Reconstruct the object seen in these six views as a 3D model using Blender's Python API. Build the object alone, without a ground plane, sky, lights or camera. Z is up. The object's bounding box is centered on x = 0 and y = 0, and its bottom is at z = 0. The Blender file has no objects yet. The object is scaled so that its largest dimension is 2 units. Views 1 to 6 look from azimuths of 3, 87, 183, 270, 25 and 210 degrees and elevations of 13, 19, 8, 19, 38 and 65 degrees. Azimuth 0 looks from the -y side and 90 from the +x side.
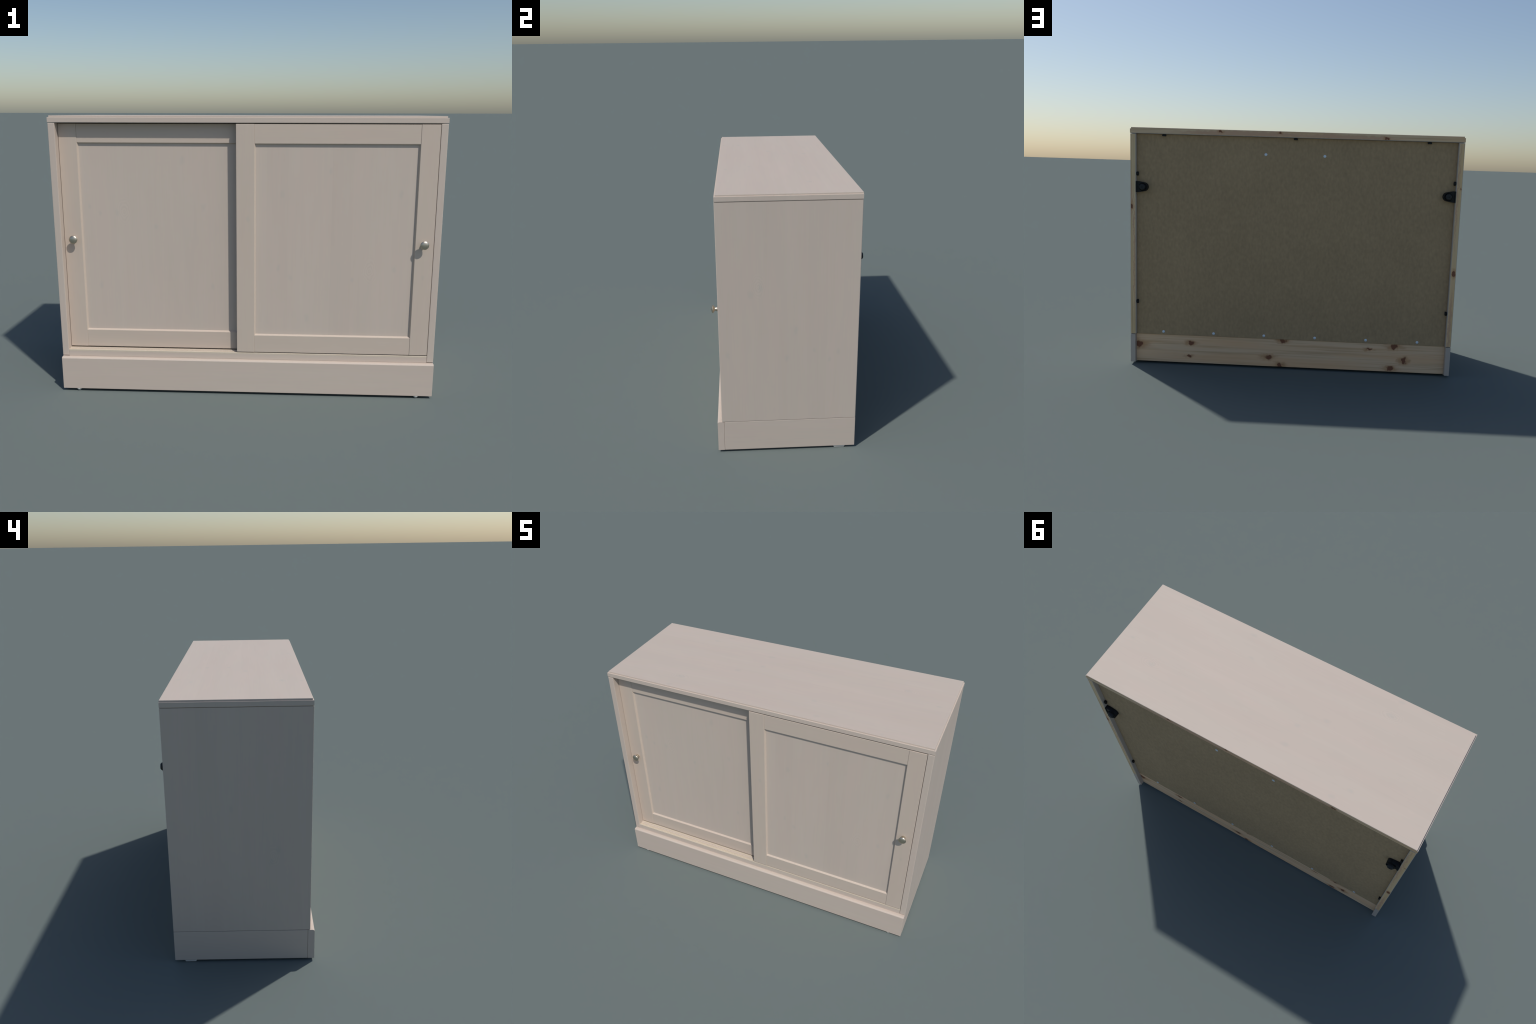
"""Low white-stained pine cabinet with two sliding frame-and-panel doors on a plinth."""
import bpy, bmesh, math
from mathutils import Vector

# ------------------------------------------------------------------ helpers
def new_object(name, mesh, parent, loc=(0, 0, 0)):
    ob = bpy.data.objects.new(name, mesh)
    bpy.context.scene.collection.objects.link(ob)
    ob.location = loc
    ob.parent = parent
    return ob

def finish(bm, name, mats, smooth_deg=None):
    bmesh.ops.recalc_face_normals(bm, faces=bm.faces)
    me = bpy.data.meshes.new(name)
    bm.to_mesh(me)
    bm.free()
    for m in mats:
        me.materials.append(m)
    if smooth_deg is not None:
        for p in me.polygons:
            p.use_smooth = True
        me.set_sharp_from_angle(angle=math.radians(smooth_deg))
    return me

def box_bm(x0, x1, y0, y1, z0, z1, bevel=0.0, segs=2, edge_widths=None):
    """Box; every edge rounded by `bevel`.  edge_widths: list of (test, width, segs)
    for edges that get another rounding (applied first)."""
    bm = bmesh.new()
    bmesh.ops.create_cube(bm, size=1.0)
    for v in bm.verts:
        v.co = Vector(((x0 + x1) / 2 + v.co.x * (x1 - x0),
                       (y0 + y1) / 2 + v.co.y * (y1 - y0),
                       (z0 + z1) / 2 + v.co.z * (z1 - z0)))
    if edge_widths:
        for test, w, s in edge_widths:
            es = [e for e in bm.edges
                  if test((e.verts[0].co + e.verts[1].co) / 2)]
            bmesh.ops.bevel(bm, geom=es, offset=w, segments=s, profile=0.5,
                            affect='EDGES', clamp_overlap=True)
    elif bevel > 0:
        bmesh.ops.bevel(bm, geom=bm.edges[:], offset=bevel, segments=segs,
                        profile=0.5, affect='EDGES', clamp_overlap=True)
    return bm

def box(name, x0, x1, y0, y1, z0, z1, mats, bevel=0.002, segs=2, back_slot=None,
        edge_widths=None):
    bm = box_bm(x0, x1, y0, y1, z0, z1, bevel, segs, edge_widths)
    if back_slot is not None:                    # bare timber on the rear end face
        bm.normal_update()
        for f in bm.faces:
            if f.normal.y > 0.95 and f.calc_center_median().y > y1 - 1e-4:
                f.material_index = back_slot
    return finish(bm, name, mats)

def prism_x(name, x0, x1, prof, mats):
    bm = bmesh.new()
    a = [bm.verts.new((x0, y, z)) for y, z in prof]
    b = [bm.verts.new((x1, y, z)) for y, z in prof]
    for i in range(len(prof)):
        j = (i + 1) % len(prof)
        bm.faces.new((a[i], a[j], b[j], b[i]))
    bm.faces.new(a)
    bm.faces.new(b[::-1])
    return finish(bm, name, mats)

def lathe_y(name, profile, mats, n=32):
    """Surface of revolution round the y axis; profile is (y, radius)."""
    bm = bmesh.new()
    rings = []
    for y, r in profile:
        if r < 1e-6:
            rings.append([bm.verts.new((0, y, 0))])
        else:
            rings.append([bm.verts.new((r * math.cos(2 * math.pi * i / n), y,
                                        r * math.sin(2 * math.pi * i / n))) for i in range(n)])
    for a, b in zip(rings, rings[1:]):
        for i in range(n):
            j = (i + 1) % n
            if len(a) == 1 and len(b) == 1:
                continue
            if len(a) == 1:
                bm.faces.new((a[0], b[i], b[j]))
            elif len(b) == 1:
                bm.faces.new((a[i], a[j], b[0]))
            else:
                bm.faces.new((a[i], a[j], b[j], b[i]))
    return finish(bm, name, mats, 35)

# ------------------------------------------------------------------ materials
class Nodes:
    def __init__(self, name):
        self.mat = bpy.data.materials.new(name)
        self.mat.use_nodes = True
        self.nt = self.mat.node_tree
        self.bsdf = self.nt.nodes['Principled BSDF']

    def add(self, kind, **props):
        n = self.nt.nodes.new(kind)
        for k, v in props.items():
            setattr(n, k, v)
        return n

    def link(self, a, b):
        self.nt.links.new(a, b)

    def put(self, value, socket):
        if isinstance(value, bpy.types.NodeSocket):
            self.link(value, socket)
        else:
            socket.default_value = value

    def math(self, op, a, b=0.0, c=0.0, clamp=False):
        n = self.add('ShaderNodeMath', operation=op, use_clamp=clamp)
        for i, v in enumerate((a, b, c)):
            self.put(v, n.inputs[i])
        return n.outputs[0]

    def vmath(self, op, a, b):
        n = self.add('ShaderNodeVectorMath', operation=op)
        self.put(a, n.inputs[0])
        self.put(b, n.inputs[1])
        return n.outputs[1] if op in ('LENGTH', 'DOT_PRODUCT', 'DISTANCE') else n.outputs[0]

    def mix(self, fac, a, b):
        n = self.add('ShaderNodeMix', data_type='RGBA')
        self.put(fac, n.inputs[0])
        self.put(a, n.inputs[6])
        self.put(b, n.inputs[7])
        return n.outputs[2]

    def position(self):
        """Assembled position: object coordinates plus the object's own place."""
        tc = self.add('ShaderNodeTexCoord')
        oi = self.add('ShaderNodeObjectInfo')
        return self.vmath('ADD', tc.outputs['Object'], oi.outputs['Location'])

    def noise(self, vec, scale, detail=3.0, rough=0.55, distort=0.0):
        n = self.add('ShaderNodeTexNoise')
        self.link(vec, n.inputs['Vector'])
        n.inputs['Scale'].default_value = scale
        n.inputs['Detail'].default_value = detail
        n.inputs['Roughness'].default_value = rough
        n.inputs['Distortion'].default_value = distort
        return n.outputs['Fac']

    def remap(self, v, a, b, c=0.0, d=1.0):
        n = self.add('ShaderNodeMapRange', clamp=True, interpolation_type='SMOOTHSTEP')
        self.put(v, n.inputs[0])
        for i, x in enumerate((a, b, c, d)):
            n.inputs[i + 1].default_value = x
        return n.outputs[0]

def rgba(r, g, b):
    return (r, g, b, 1.0)

def knot_field(N, pos, knots, wobble):
    """Max over knots of 1 - distance/radius; each knot is (centre, radii)."""
    total = None
    warped = N.vmath('ADD', pos, wobble) if wobble is not None else pos
    for c, r in knots:
        d = N.vmath('SUBTRACT', warped, c)
        d = N.vmath('MULTIPLY', d, tuple(1.0 / k for k in r))
        ln = N.add('ShaderNodeVectorMath', operation='LENGTH')
        N.link(d, ln.inputs[0])
        f = N.math('SUBTRACT', 1.0, ln.outputs['Value'])
        total = f if total is None else N.math('MAXIMUM', total, f)
    return total

def stretch(axis, along, across):
    return tuple(along if i == axis else across for i in range(3))

def white_stain(name, axis, base, stave_axis=None, stave=0.125, knots=(), swirls=()):
    """Thin white stain on pine, grain along `axis`; glued staves across stave_axis."""
    N = Nodes(name)
    pos = N.position()
    tone = (base[0], base[1], base[2])
    # broad faint bands + fine fibres
    band = N.noise(N.vmath('MULTIPLY', pos, stretch(axis, 0.9, 7.0)), 1.0, 3.0, 0.6, 0.4)
    fibre = N.noise(N.vmath('MULTIPLY', pos, stretch(axis, 5.0, 130.0)), 1.0, 3.0, 0.6)
    ring = N.noise(N.vmath('MULTIPLY', pos, stretch(axis, 2.4, 34.0)), 1.0, 2.0, 0.5, 0.8)
    g = N.math('MULTIPLY_ADD', band, 0.075, 0.9635)
    g = N.math('MULTIPLY_ADD', N.math('SUBTRACT', fibre, 0.5), 0.040, g)
    g = N.math('MULTIPLY_ADD', N.math('SUBTRACT', ring, 0.5), 0.036, g)
    if stave_axis is not None:
        sp = N.add('ShaderNodeSeparateXYZ')
        N.link(pos, sp.inputs[0])
        idx = N.math('FLOOR', N.math('DIVIDE', sp.outputs[stave_axis], stave))
        wn = N.add('ShaderNodeTexWhiteNoise', noise_dimensions='1D')
        N.link(idx, wn.inputs['W'])
        g = N.math('MULTIPLY_ADD', N.math('SUBTRACT', wn.outputs['Value'], 0.5), 0.022, g)
    for centre in swirls:                       # figured grain curling round a hidden branch
        d = N.vmath('MULTIPLY', N.vmath('SUBTRACT', pos, centre), stretch(axis, 0.55, 1.0))
        ln = N.add('ShaderNodeVectorMath', operation='LENGTH')
        N.link(d, ln.inputs[0])
        mask = N.remap(ln.outputs['Value'], 0.016, 0.052, 1.0, 0.0)
        wob = N.noise(pos, 26.0, 2.0)
        wave = N.math('SINE', N.math('MULTIPLY_ADD', ln.outputs['Value'], 620.0, N.math('MULTIPLY', wob, 16.0)))
        g = N.math('MULTIPLY_ADD', N.math('MULTIPLY', wave, mask), 0.022, g)
    col = N.add('ShaderNodeVectorMath', operation='SCALE')
    col.inputs[0].default_value = tone
    N.link(g, col.inputs['Scale'])
    out = col.outputs[0]
    # hue drift: pinkish / greenish patches soaked into the wood
    hue = N.noise(N.vmath('MULTIPLY', pos, stretch(axis, 1.6, 9.0)), 1.0, 2.0, 0.5)
    hue = N.remap(hue, 0.38, 0.62, 0.0, 1.0)
    tint = N.mix(hue, rgba(1.006, 0.995, 0.994), rgba(0.995, 1.001, 0.998))
    out = N.vmath('MULTIPLY', out, tint)
    if knots:
        wn = N.noise(pos, 22.0, 2.0)
        comb = N.add('ShaderNodeCombineXYZ')
        w = N.math('MULTIPLY', N.math('SUBTRACT', wn, 0.5), 0.02)
        for i in range(3):
            N.link(w, comb.inputs[i])
        k = knot_field(N, pos, knots, comb.outputs[0])
        k = N.remap(k, 0.0, 0.9, 0.0, 1.0)
        out = N.vmath('MULTIPLY', out,
                      N.mix(k, rgba(1, 1, 1), rgba(0.940, 0.970, 0.980)))
    N.link(out, N.bsdf.inputs['Base Color'])
    N.bsdf.inputs['Roughness'].default_value = 0.66
    N.bsdf.inputs['Specular IOR Level'].default_value = 0.30
    b = N.add('ShaderNodeBump')
    b.inputs['Strength'].default_value = 0.08
    b.inputs['Distance'].default_value = 0.0015
    N.link(fibre, b.inputs['Height'])
    N.link(b.outputs[0], N.bsdf.inputs['Normal'])
    return N.mat

def bare_pine(name, axis, knots, across, light=(0.40, 0.335, 0.235), red=0.0, heart=()):
    """Raw pine: yellow-brown growth lines that swerve round red-brown knots."""
    N = Nodes(name)
    pos = N.position()
    wn = N.add('ShaderNodeTexNoise')
    N.link(pos, wn.inputs['Vector'])
    wn.inputs['Scale'].default_value = 38.0
    wn.inputs['Detail'].default_value = 3.0
    wob = N.vmath('MULTIPLY', N.vmath('SUBTRACT', wn.outputs['Color'], (0.5, 0.5, 0.5)),
                  stretch(axis, 0.055, 0.030))
    k = knot_field(N, pos, knots, wob)
    halo = knot_field(N, pos, [(c, stretch(axis, r[axis] * 4.2, max(r[across] * 2.3, 0.014)))
                               for c, r in knots], wob)
    bend = N.remap(halo, 0.0, 1.0, 0.0, 0.018)
    sh = N.add('ShaderNodeCombineXYZ')
    N.link(bend, sh.inputs[across])
    p2 = N.vmath('ADD', pos, sh.outputs[0])
    lines = N.noise(N.vmath('MULTIPLY', p2, stretch(axis, 1.6, 75.0)), 1.0, 3.0, 0.6, 0.3)
    band = N.noise(N.vmath('MULTIPLY', p2, stretch(axis, 1.1, 14.0)), 1.0, 2.0, 0.5)
    li = N.remap(lines, 0.42, 0.72)
    dark = tuple(c * f for c, f in zip(light, (0.76, 0.70, 0.62)))
    col = N.mix(li, rgba(*light), rgba(*dark))
    warm = tuple(c * f for c, f in zip(light, (1.0, 0.87, 0.74)))
    col = N.mix(N.math('MULTIPLY', N.remap(band, 0.4 - red, 0.68 - red), 0.75), col, rgba(*warm))
    if heart:                                   # long streaks of redder heartwood
        h = knot_field(N, pos, heart, wob)
        col = N.mix(N.remap(h, 0.0, 0.55, 0.0, 0.8), col, rgba(0.66, 0.395, 0.255))
    col = N.mix(N.remap(halo, 0.02, 0.8, 0.0, 0.85), col, rgba(0.56, 0.290, 0.140))
    col = N.mix(N.remap(k, -0.30, 0.22), col, rgba(0.240, 0.098, 0.055))
    N.link(col, N.bsdf.inputs['Base Color'])
    N.bsdf.inputs['Roughness'].default_value = 0.65
    N.bsdf.inputs['Specular IOR Level'].default_value = 0.25
    return N.mat

def fibre_board(name, base):
    N = Nodes(name)
    pos = N.position()
    n1 = N.noise(N.vmath('MULTIPLY', pos, (1.0, 1.0, 0.55)), 70.0, 4.0, 0.65)
    n2 = N.noise(pos, 5.0, 3.0, 0.5)
    f = N.math('MULTIPLY_ADD', N.math('SUBTRACT', n1, 0.5), 0.52, 1.0)
    f = N.math('MULTIPLY_ADD', N.math('SUBTRACT', n2, 0.5), 0.16, f)
    col = N.add('ShaderNodeVectorMath', operation='SCALE')
    col.inputs[0].default_value = base
    N.link(f, col.inputs['Scale'])
    N.link(col.outputs[0], N.bsdf.inputs['Base Color'])
    N.bsdf.inputs['Roughness'].default_value = 0.8
    N.bsdf.inputs['Specular IOR Level'].default_value = 0.2
    return N.mat

def plain(name, colour, rough, metallic=0.0, spec=0.5):
    N = Nodes(name)
    pos = N.position()
    n = N.noise(pos, 60.0, 2.0)
    f = N.math('MULTIPLY_ADD', N.math('SUBTRACT', n, 0.5), 0.08, 1.0)
    col = N.add('ShaderNodeVectorMath', operation='SCALE')
    col.inputs[0].default_value = colour
    N.link(f, col.inputs['Scale'])
    N.link(col.outputs[0], N.bsdf.inputs['Base Color'])
    N.bsdf.inputs['Roughness'].default_value = rough
    N.bsdf.inputs['Metallic'].default_value = metallic
    N.bsdf.inputs['Specular IOR Level'].default_value = spec
    return N.mat

# ------------------------------------------------------------------ dimensions
HALF_W = 1.0
SIDE_OUT, SIDE_IN = 0.9988, 0.9645
FRONT, BACK = -0.3628, 0.3790            # carcass front and rear planes
PLINTH_FRONT, PLINTH_TOP, PLINTH_BOT = -0.3866, 0.1916, 0.0120
TOP_Z, LEDGE_Z, UNDER_Z = 1.4735, 1.4650, 1.4378
DOOR_Z0, DOOR_Z1 = 0.2338, 1.4335
DOOR_W, STILE_W, RAIL_H = 1.0080, 0.0928, 0.0938
DOOR_T = 0.0305
FRONT_DOOR_Y, REAR_DOOR_Y = -0.3628, -0.3198
RECESS, MOULD_W = 0.0128, 0.0062
PANEL_BACK = 0.3535                       # rear face of the hardboard

# ------------------------------------------------------------------ knots (faint, under the stain)
def spot(x, y, z, rx, ry, rz):
    return ((x, y, z), (rx, ry, rz))

L = lambda x, z, s=1.0: spot(x, -0.306, z, 0.018 * s, 0.05, 0.030 * s)
R = lambda x, z, s=1.0: spot(x, -0.348, z, 0.018 * s, 0.05, 0.030 * s)
T = lambda x, y, s=1.0: spot(x, y, TOP_Z, 0.030 * s, 0.018 * s, 0.05)
SR = lambda y, z, s=1.0: spot(0.999, y, z, 0.05, 0.018 * s, 0.032 * s)
SL = lambda y, z, s=1.0: spot(-0.999, y, z, 0.05, 0.018 * s, 0.032 * s)
DOOR_KNOTS = [L(-0.328, 1.25, 1.2), L(-0.770, 0.970, 0.8), L(-0.677, 0.976), L(-0.8235, 1.006, 0.8),
              L(-0.224, 1.006), L(-0.473, 0.904, 0.8), L(-0.778, 0.583, 1.1), L(-0.179, 0.578),
              R(0.191, 1.085, 1.1), R(0.787, 1.085), R(0.430, 1.200, 0.8),
              R(0.173, 0.698, 0.9), R(0.235, 0.646), R(0.324, 0.427, 1.2), R(0.770, 0.695),
              R(0.554, 0.637, 0.8)]
TOP_KNOTS = [T(-0.279, -0.030, 1.2), T(-0.159, 0.070), T(-0.156, 0.200, 1.2), T(-0.573, 0.263),
             T(-0.504, 0.336), T(-0.575, -0.335), T(-0.558, -0.229, 1.3), T(0.727, 0.138, 1.2),
             T(0.924, 0.044, 0.8), T(0.712, -0.339, 0.7), T(0.340, -0.313), T(0.273, -0.171)]
SIDE_KNOTS = [SR(-0.318, 0.60, 1.1), SR(0.275, 0.606), SR(0.145, 0.617, 0.8), SR(0.043, 0.735, 1.2),
              SR(-0.192, 0.945, 1.3), SR(-0.139, 0.981), SR(0.226, 0.560, 0.8), SR(-0.003, 0.575),
              SL(-0.191, 0.678, 1.2), SL(0.049, 0.911), SL(-0.155, 0.606)]
FRAME_KNOTS = [spot(0.014, -0.36, 0.954, 0.016, 0.05, 0.028), spot(0.916, -0.36, 0.657, 0.014, 0.05, 0.022)]

WHITE = (0.550, 0.468, 0.402)
FRAME = (0.550, 0.462, 0.388)
CREAM = (0.600, 0.516, 0.412)
m_top = white_stain('white_stain_lengthwise', 0, WHITE, 1, 0.105, TOP_KNOTS,
                    [(0.735, 0.135, TOP_Z), (-0.560, -0.230, TOP_Z)])
m_side = white_stain('white_stain_upright', 2, WHITE, 1, 0.105, SIDE_KNOTS,
                     [(0.999, -0.150, 0.985), (-0.999, -0.165, 0.640)])
m_panel = white_stain('white_stain_panel', 2, WHITE, 0, 0.11, DOOR_KNOTS,
                      [(0.645, -0.350, 0.690), (-0.640, -0.307, 0.985)])
m_stile = white_stain('white_stain_stile', 2, FRAME, None, 0.1, FRAME_KNOTS)
m_rail = white_stain('white_stain_rail', 0, FRAME)
m_plinth = white_stain('white_stain_plinth', 0, WHITE)
m_plinth_side = white_stain('white_stain_plinth_end', 1, WHITE)
m_mould = white_stain('white_stain_moulding', 0, FRAME)
m_track = plain('cream_plastic', CREAM, 0.4)

K = lambda x, z, rx, rz: spot(x, 0.351, z, rx, 0.05, rz)
m_pine_rail = bare_pine('bare_pine_rail', 0, [
    K(0.955, 0.122, 0.026, 0.020), K(0.622, 0.142, 0.016, 0.011), K(0.632, 0.056, 0.013, 0.007),
    K(0.042, 0.182, 0.018, 0.014), K(0.130, 0.073, 0.019, 0.014), K(0.053, 0.020, 0.015, 0.016),
    K(-0.502, 0.151, 0.014, 0.003), K(-0.654, 0.174, 0.021, 0.014), K(-0.719, 0.086, 0.014, 0.017),
    K(-0.636, 0.034, 0.019, 0.014)], 2, (0.87, 0.610, 0.395))
m_pine_top = bare_pine('bare_pine_top_edge', 0, [
    spot(0.447, BACK, 1.458, 0.007, 0.05, 0.006), spot(0.094, BACK, 1.467, 0.008, 0.05, 0.009),
    spot(-0.540, BACK, 1.446, 0.007, 0.05, 0.009)], 2, (0.80, 0.585, 0.375), 0.02,
    [spot(0.30, BACK, 1.452, 0.55, 0.2, 0.020), spot(-0.30, BACK, 1.450, 0.40, 0.2, 0.018)])
m_pine_side = bare_pine('bare_pine_side_edge', 2, [
    spot(0.992, BACK, 0.997, 0.008, 0.05, 0.010), spot(-0.9826, BACK, 0.654, 0.010, 0.05, 0.010),
    spot(-0.9944, BACK, 1.165, 0.004, 0.05, 0.005)], 0, (0.80, 0.60, 0.36), 0.04,
    [spot(-0.9800, BACK, 0.34, 0.010, 0.2, 0.26), spot(0.993, BACK, 1.05, 0.012, 0.2, 0.16),
     spot(0.975, BACK, 0.75, 0.006, 0.2, 0.5), spot(-0.975, BACK, 1.15, 0.006, 0.2, 0.45)])
m_board = fibre_board('brown_hardboard', (0.442, 0.310, 0.180))
m_black = plain('black_plastic', (0.008, 0.009, 0.010), 0.5, 0.0, 0.3)
m_disc = plain('dark_grey_plastic', (0.017, 0.019, 0.021), 0.5, 0.0, 0.35)
m_knob = plain('nickel', (0.58, 0.52, 0.42), 0.38, 1.0)
m_screw = plain('zinc', (0.74, 0.82, 0.92), 0.50, 0.4)
m_foot = plain('white_plastic', (0.62, 0.61, 0.58), 0.4)

# ------------------------------------------------------------------ the cabinet
cabinet = bpy.data.objects.new('cabinet', None)
bpy.context.scene.collection.objects.link(cabinet)
cabinet['label'] = 'white stained pine cabinet with two sliding panel doors on plinth'
cabinet['category'] = 'cabinet'

# top board: slab with a small step round front and ends, bare pine rear edge
def make_top():
    rings = [  # half width, front y, rear y, z
        (0.9980, FRONT + 0.0020, BACK - 0.0020, UNDER_Z),
        (1.0000, FRONT, BACK, UNDER_Z + 0.0030),
        (1.0000, FRONT, BACK, LEDGE_Z - 0.0010),
        (0.9993, FRONT + 0.0007, BACK, LEDGE_Z),
        (0.9935, FRONT + 0.0065, BACK, LEDGE_Z + 0.0002),
        (0.9935, FRONT + 0.0065, BACK, TOP_Z - 0.0012),
        (0.9929, FRONT + 0.0071, BACK - 0.0015, TOP_Z)]
    bm = bmesh.new()
    rv = [[bm.verts.new(p) for p in ((-w, f, z), (w, f, z), (w, b, z), (-w, b, z))]
          for w, f, b, z in rings]
    for a, b in zip(rv, rv[1:]):
        for i in range(4):
            j = (i + 1) % 4
            bm.faces.new((a[i], a[j], b[j], b[i]))
    bm.faces.new(rv[0][::-1])
    bm.faces.new(rv[-1])
    bm.normal_update()
    for f in bm.faces:
        if f.calc_center_median().y > BACK - 1e-4:
            f.material_index = 1
    return finish(bm, 'top_board', [m_top, m_pine_top])
new_object('top_board', make_top(), cabinet)

# side panels
for s in (1, -1):
    xa, xb = sorted((s * SIDE_OUT, s * SIDE_IN))
    me = box('side_panel', xa, xb, FRONT, BACK, 0.1945, UNDER_Z - 0.0018,
             [m_side, m_pine_side], back_slot=1,
             edge_widths=[(lambda c: c.y > BACK - 1e-3, 0.0030, 2),
                          (lambda c: c.y < FRONT + 1e-3, 0.0022, 2)])
    new_object('side_panel', me, cabinet)

# bottom board with its cream sliding track
me = box('bottom_board', -0.9644, 0.9636, FRONT + 0.0005, PANEL_BACK - 0.006, 0.1918, 0.2216,
         [m_plinth], bevel=0.0015)
bottom = new_object('bottom_board', me, cabinet)

front_track = [(-0.3624, 0.2207), (-0.3624, 0.2284), (-0.3614, 0.2294), (-0.3560, 0.2296),
               (-0.3552, 0.2252), (-0.3530, 0.2252), (-0.3524, 0.2268), (-0.3508, 0.2268),
               (-0.3502, 0.2252), (-0.3480, 0.2252), (-0.3474, 0.2268), (-0.3458, 0.2268),
               (-0.3452, 0.2252), (-0.3430, 0.2252), (-0.3424, 0.2288), (-0.3405, 0.2288),
               (-0.3402, 0.2207)]
rear_track = [(-0.3293, 0.2207), (-0.3290, 0.2296), (-0.3225, 0.2298), (-0.3218, 0.2250),
              (-0.2980, 0.2250), (-0.2974, 0.2296), (-0.2900, 0.2296), (-0.2896, 0.2207)]
divider = prism_x('track_divider', -0.9640, 0.9634, [(-0.3400, 0.2207), (-0.3400, 0.2278), (-0.3295, 0.2278),
                                                    (-0.3295, 0.2207)], [m_plinth])
new_object('track_divider', divider, bottom)
for prof in (front_track, rear_track):
    new_object('sliding_track', prism_x('sliding_track', -0.9640, 0.9634, prof, [m_track]), bottom)

# hardboard back
new_object('back_panel', box('back_panel', -0.9638, 0.9638, PANEL_BACK - 0.006, PANEL_BACK,
                             0.1915, UNDER_Z - 0.001, [m_board], bevel=0.0006, segs=1), cabinet)

# plinth
me = prism_x('plinth_board', -0.9976, 0.9976, [
    (-0.3512, PLINTH_BOT), (PLINTH_FRONT + 0.0010, PLINTH_BOT), (PLINTH_FRONT, PLINTH_BOT + 0.0010),
    (PLINTH_FRONT, PLINTH_TOP - 0.0065), (PLINTH_FRONT + 0.0030, PLINTH_TOP - 0.0028),
    (PLINTH_FRONT + 0.0070, PLINTH_TOP - 0.0007), (PLINTH_FRONT + 0.0115, PLINTH_TOP),
    (-0.3512, PLINTH_TOP)], [m_plinth])
new_object('plinth_board', me, cabinet)
for s in (1, -1):
    xa, xb = sorted((s * 0.9983, s * 0.9688))
    me = box('plinth_end', xa, xb, -0.3500, BACK, PLINTH_BOT, PLINTH_TOP, [m_plinth_side], bevel=0.0018)
    new_object('plinth_end', me, cabinet)
new_object('plinth_rail', box('plinth_rail', -0.9686, 0.9686, 0.3180, 0.3485, PLINTH_BOT + 0.0005, 0.1898,
                              [m_pine_rail], bevel=0.0012), cabinet)

# ------------------------------------------------------------------ doors (built at local origin: left, front, floor)
OPEN_X0, OPEN_X1 = STILE_W, DOOR_W - STILE_W
DH = DOOR_Z1 - DOOR_Z0
OPEN_Z0, OPEN_Z1 = RAIL_H, DH - RAIL_H - 0.0012
PROUD = 0.0018                                  # stiles stand proud of the rails

panel_mesh = box('door_panel', OPEN_X0 - 0.008, OPEN_X1 + 0.008, RECESS, RECESS + 0.010,
                 OPEN_Z0 - 0.008, OPEN_Z1 + 0.008, [m_panel], bevel=0.0)
stile_mesh = box('door_stile', 0, STILE_W, 0, DOOR_T, 0, DH, [m_stile], bevel=0.0014)
rail_mesh = box('door_rail', OPEN_X0 + 0.0002, OPEN_X1 - 0.0002, PROUD, DOOR_T - 0.001, 0.0004,
                RAIL_H, [m_rail], bevel=0.0010)
top_rail_mesh = box('door_rail', OPEN_X0 + 0.0002, OPEN_X1 - 0.0002, PROUD, DOOR_T - 0.001,
                    OPEN_Z1, DH - 0.0004, [m_rail], bevel=0.0010)

def make_moulding():
    """Mitred sloping frame between door frame and panel."""
    bm = bmesh.new()
    def ring(inset, y):
        return [bm.verts.new((x, y, z)) for x, z in (
            (OPEN_X0 + inset, OPEN_Z0 + inset), (OPEN_X1 - inset, OPEN_Z0 + inset),
            (OPEN_X1 - inset, OPEN_Z1 - inset), (OPEN_X0 + inset, OPEN_Z1 - inset))]
    rs = [ring(-0.004, PROUD + 0.0008), ring(0.0004, PROUD + 0.0004), ring(MOULD_W * 0.55, RECESS * 0.62),
          ring(MOULD_W, RECESS + 0.0005), ring(-0.004, RECESS + 0.002)]
    for k in range(5):
        a, b = rs[k], rs[(k + 1) % 5]
        for i in range(4):
            j = (i + 1) % 4
            bm.faces.new((a[i], a[j], b[j], b[i]))
    return finish(bm, 'panel_moulding', [m_mould])
moulding_mesh = make_moulding()

knob_mesh = lathe_y('knob', [(0.0010, 0.0), (0.0010, 0.0108), (-0.0010, 0.0118), (-0.0060, 0.0122),
                             (-0.0100, 0.0116), (-0.0140, 0.0100), (-0.0165, 0.0097), (-0.0190, 0.0112),
                             (-0.0225, 0.0155), (-0.0258, 0.0200), (-0.0282, 0.0222), (-0.0298, 0.0223),
                             (-0.0316, 0.0210), (-0.0337, 0.0180), (-0.0356, 0.0137), (-0.0370, 0.0080),
                             (-0.0375, 0.0)],
                    [m_knob])

for x0, y0, knob_x in ((-0.0455, FRONT_DOOR_Y, 0.9110), (-0.9625, REAR_DOOR_Y, -0.9085)):
    door = new_object('sliding_door', panel_mesh, cabinet, (x0, y0, DOOR_Z0))
    new_object('door_stile', stile_mesh, door)
    new_object('door_stile', stile_mesh, door, (OPEN_X1, 0, 0))
    new_object('door_rail', rail_mesh, door)
    new_object('door_rail', top_rail_mesh, door)
    new_object('panel_moulding', moulding_mesh, door)
    new_object('knob', knob_mesh, door, (knob_x - x0, 0, 0.8345 - DOOR_Z0))

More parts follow.
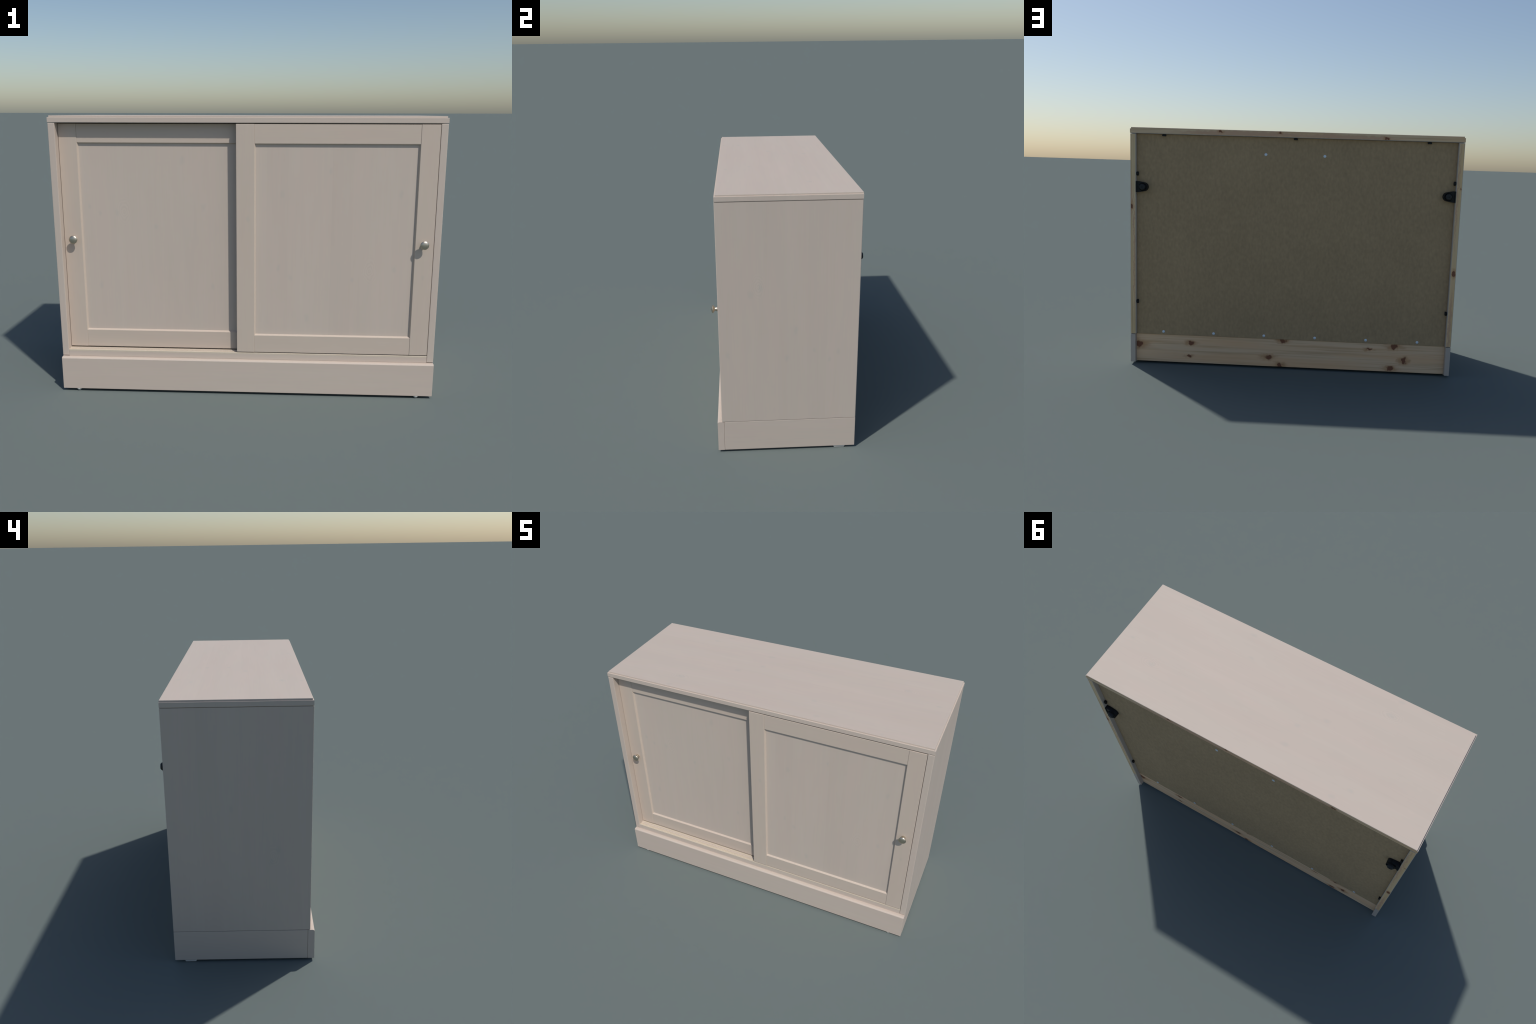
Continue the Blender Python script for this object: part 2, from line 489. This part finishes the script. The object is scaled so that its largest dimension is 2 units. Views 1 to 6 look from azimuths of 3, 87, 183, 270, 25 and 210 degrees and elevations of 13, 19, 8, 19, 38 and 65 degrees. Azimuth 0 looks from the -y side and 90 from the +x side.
# ------------------------------------------------------------------ fittings at the back
screw_mesh = lathe_y('screw', [(-0.003, 0.0), (-0.003, 0.0088), (0.0010, 0.0088), (0.0020, 0.0078),
                               (0.0026, 0.0050), (0.0028, 0.0)], [m_screw], 20)
for x in (-0.795, -0.477, -0.1595, 0.1595, 0.477, 0.795):
    new_object('screw', screw_mesh, cabinet, (x, PANEL_BACK, 0.2098))
for x in (-0.1775, 0.1775):
    new_object('screw', screw_mesh, cabinet, (x, PANEL_BACK, 1.3338))

# hardboard pegs: short black studs with a cut-back foot, axis across the wall they sit in
def make_peg():
    bm = bmesh.new()
    n = 8
    prof = [(0.0, 0.0095), (0.0035, 0.0095), (0.0035, 0.0128), (0.0130, 0.0128)]
    rings = [[bm.verts.new((h, 0.74 * r * math.sin(2 * math.pi * (i + 0.5) / n),
                               r * math.cos(2 * math.pi * (i + 0.5) / n)))
              for i in range(n)] for h, r in prof]
    for a, b in zip(rings, rings[1:]):
        for i in range(n):
            j = (i + 1) % n
            bm.faces.new((a[i], a[j], b[j], b[i]))
    bm.faces.new(rings[0])
    bm.faces.new(rings[-1])
    return finish(bm, 'panel_peg', [m_black])
peg_mesh = make_peg()
PEG_Y = PANEL_BACK + 0.0098
for z in (1.1965, 0.4020):
    p = new_object('panel_peg', peg_mesh, cabinet, (-SIDE_IN, PEG_Y, z))
    p = new_object('panel_peg', peg_mesh, cabinet, (SIDE_IN, PEG_Y, z))
    p.rotation_euler = (0, math.pi, 0)
for x in (-0.795, 0.0, 0.795):
    p = new_object('panel_peg', peg_mesh, cabinet, (x, PEG_Y, UNDER_Z))
    p.rotation_euler = (0, math.pi / 2, 0)

# wall bracket: D-shaped cup on a web and a flange fixed to the side panel
def make_bracket_body():
    """Tapered D seen from behind, flat side at x = 0, round end at +x; depth along y."""
    bm = bmesh.new()
    def outline(grow, y):
        pts = []
        cx, r, base = 0.0420, 0.0272 - grow, 0.0333 - grow
        pts.append((0.0, -base))
        pts.append((0.012, -base))
        for i in range(17):
            a = math.radians(-84 + 168 * i / 16)
            pts.append((cx + r * math.cos(a) * 1.02, r * math.sin(a)))
        pts.append((0.012, base))
        pts.append((0.0, base))
        return [bm.verts.new((x, y, z)) for x, z in pts]
    rs = [outline(0.0, 0.0), outline(0.0, 0.0215), outline(0.0012, 0.0230)]
    for a, b in zip(rs, rs[1:]):
        for i in range(len(a)):
            j = (i + 1) % len(a)
            bm.faces.new((a[i], a[j], b[j], b[i]))
    bm.faces.new(rs[0][::-1])
    bm.faces.new(rs[-1])
    return finish(bm, 'wall_bracket', [m_black], 40)
bracket_mesh = make_bracket_body()
cup_mesh = lathe_y('bracket_cup', [(0.0020, 0.0), (0.0020, 0.0274), (0.0330, 0.0274), (0.0345, 0.0262),
                                   (0.0345, 0.0240), (0.0338, 0.0232), (0.0250, 0.0230), (0.0250, 0.0)],
                   [m_black], 32)
disc_mesh = lathe_y('bracket_disc', [(-0.006, 0.0), (-0.006, 0.0200), (0.0065, 0.0200), (0.0100, 0.0185),
                                     (0.0143, 0.0145), (0.0148, 0.0035), (0.0120, 0.0030), (0.0118, 0.0)],
                    [m_disc], 28)
for s in (1, -1):
    b = new_object('wall_bracket', bracket_mesh, cabinet, (s * (SIDE_IN - 0.0042), PANEL_BACK + 0.0015, 1.1172))
    if s > 0:
        b.scale = (-1, 1, 1)
    new_object('bracket_cup', cup_mesh, b, (0.0416, 0.0, 0.0))
    new_object('bracket_disc', disc_mesh, b, (0.0400, 0.0308, 0.0))
    me = box('bracket_flange', -0.0043, 0.0030, 0.0005, 0.0270, -0.0335, 0.0335, [m_black], bevel=0.0015)
    new_object('bracket_flange', me, b)

# ------------------------------------------------------------------ feet
def lathe_z(name, prof, mats, n=24):
    me = lathe_y(name, prof, mats, n)
    for v in me.vertices:
        v.co = Vector((v.co.x, -v.co.z, v.co.y))
    return me
glide_mesh = lathe_z('glide', [(0.0, 0.0), (0.0, 0.0090), (0.0030, 0.0105), (0.0080, 0.0150),
                               (0.0125, 0.0150), (0.0125, 0.0)], [m_foot])
for s in (1, -1):
    new_object('glide', glide_mesh, cabinet, (s * 0.9145, -0.3714, 0.0))
    xa, xb = sorted((s * 0.9960, s * 0.9705))
    bm = box_bm(xa, xb, 0.2590, 0.3260, 0.0, 0.0125)
    for v in bm.verts:
        if v.co.z < 0.001:
            v.co.y += 0.006 if v.co.y < 0.29 else -0.006
            v.co.x += -s * 0.003 if abs(v.co.x) > 0.98 else s * 0.003
    new_object('foot_pad', finish(bm, 'foot_pad', [m_foot]), cabinet)

bpy.context.view_layer.update()
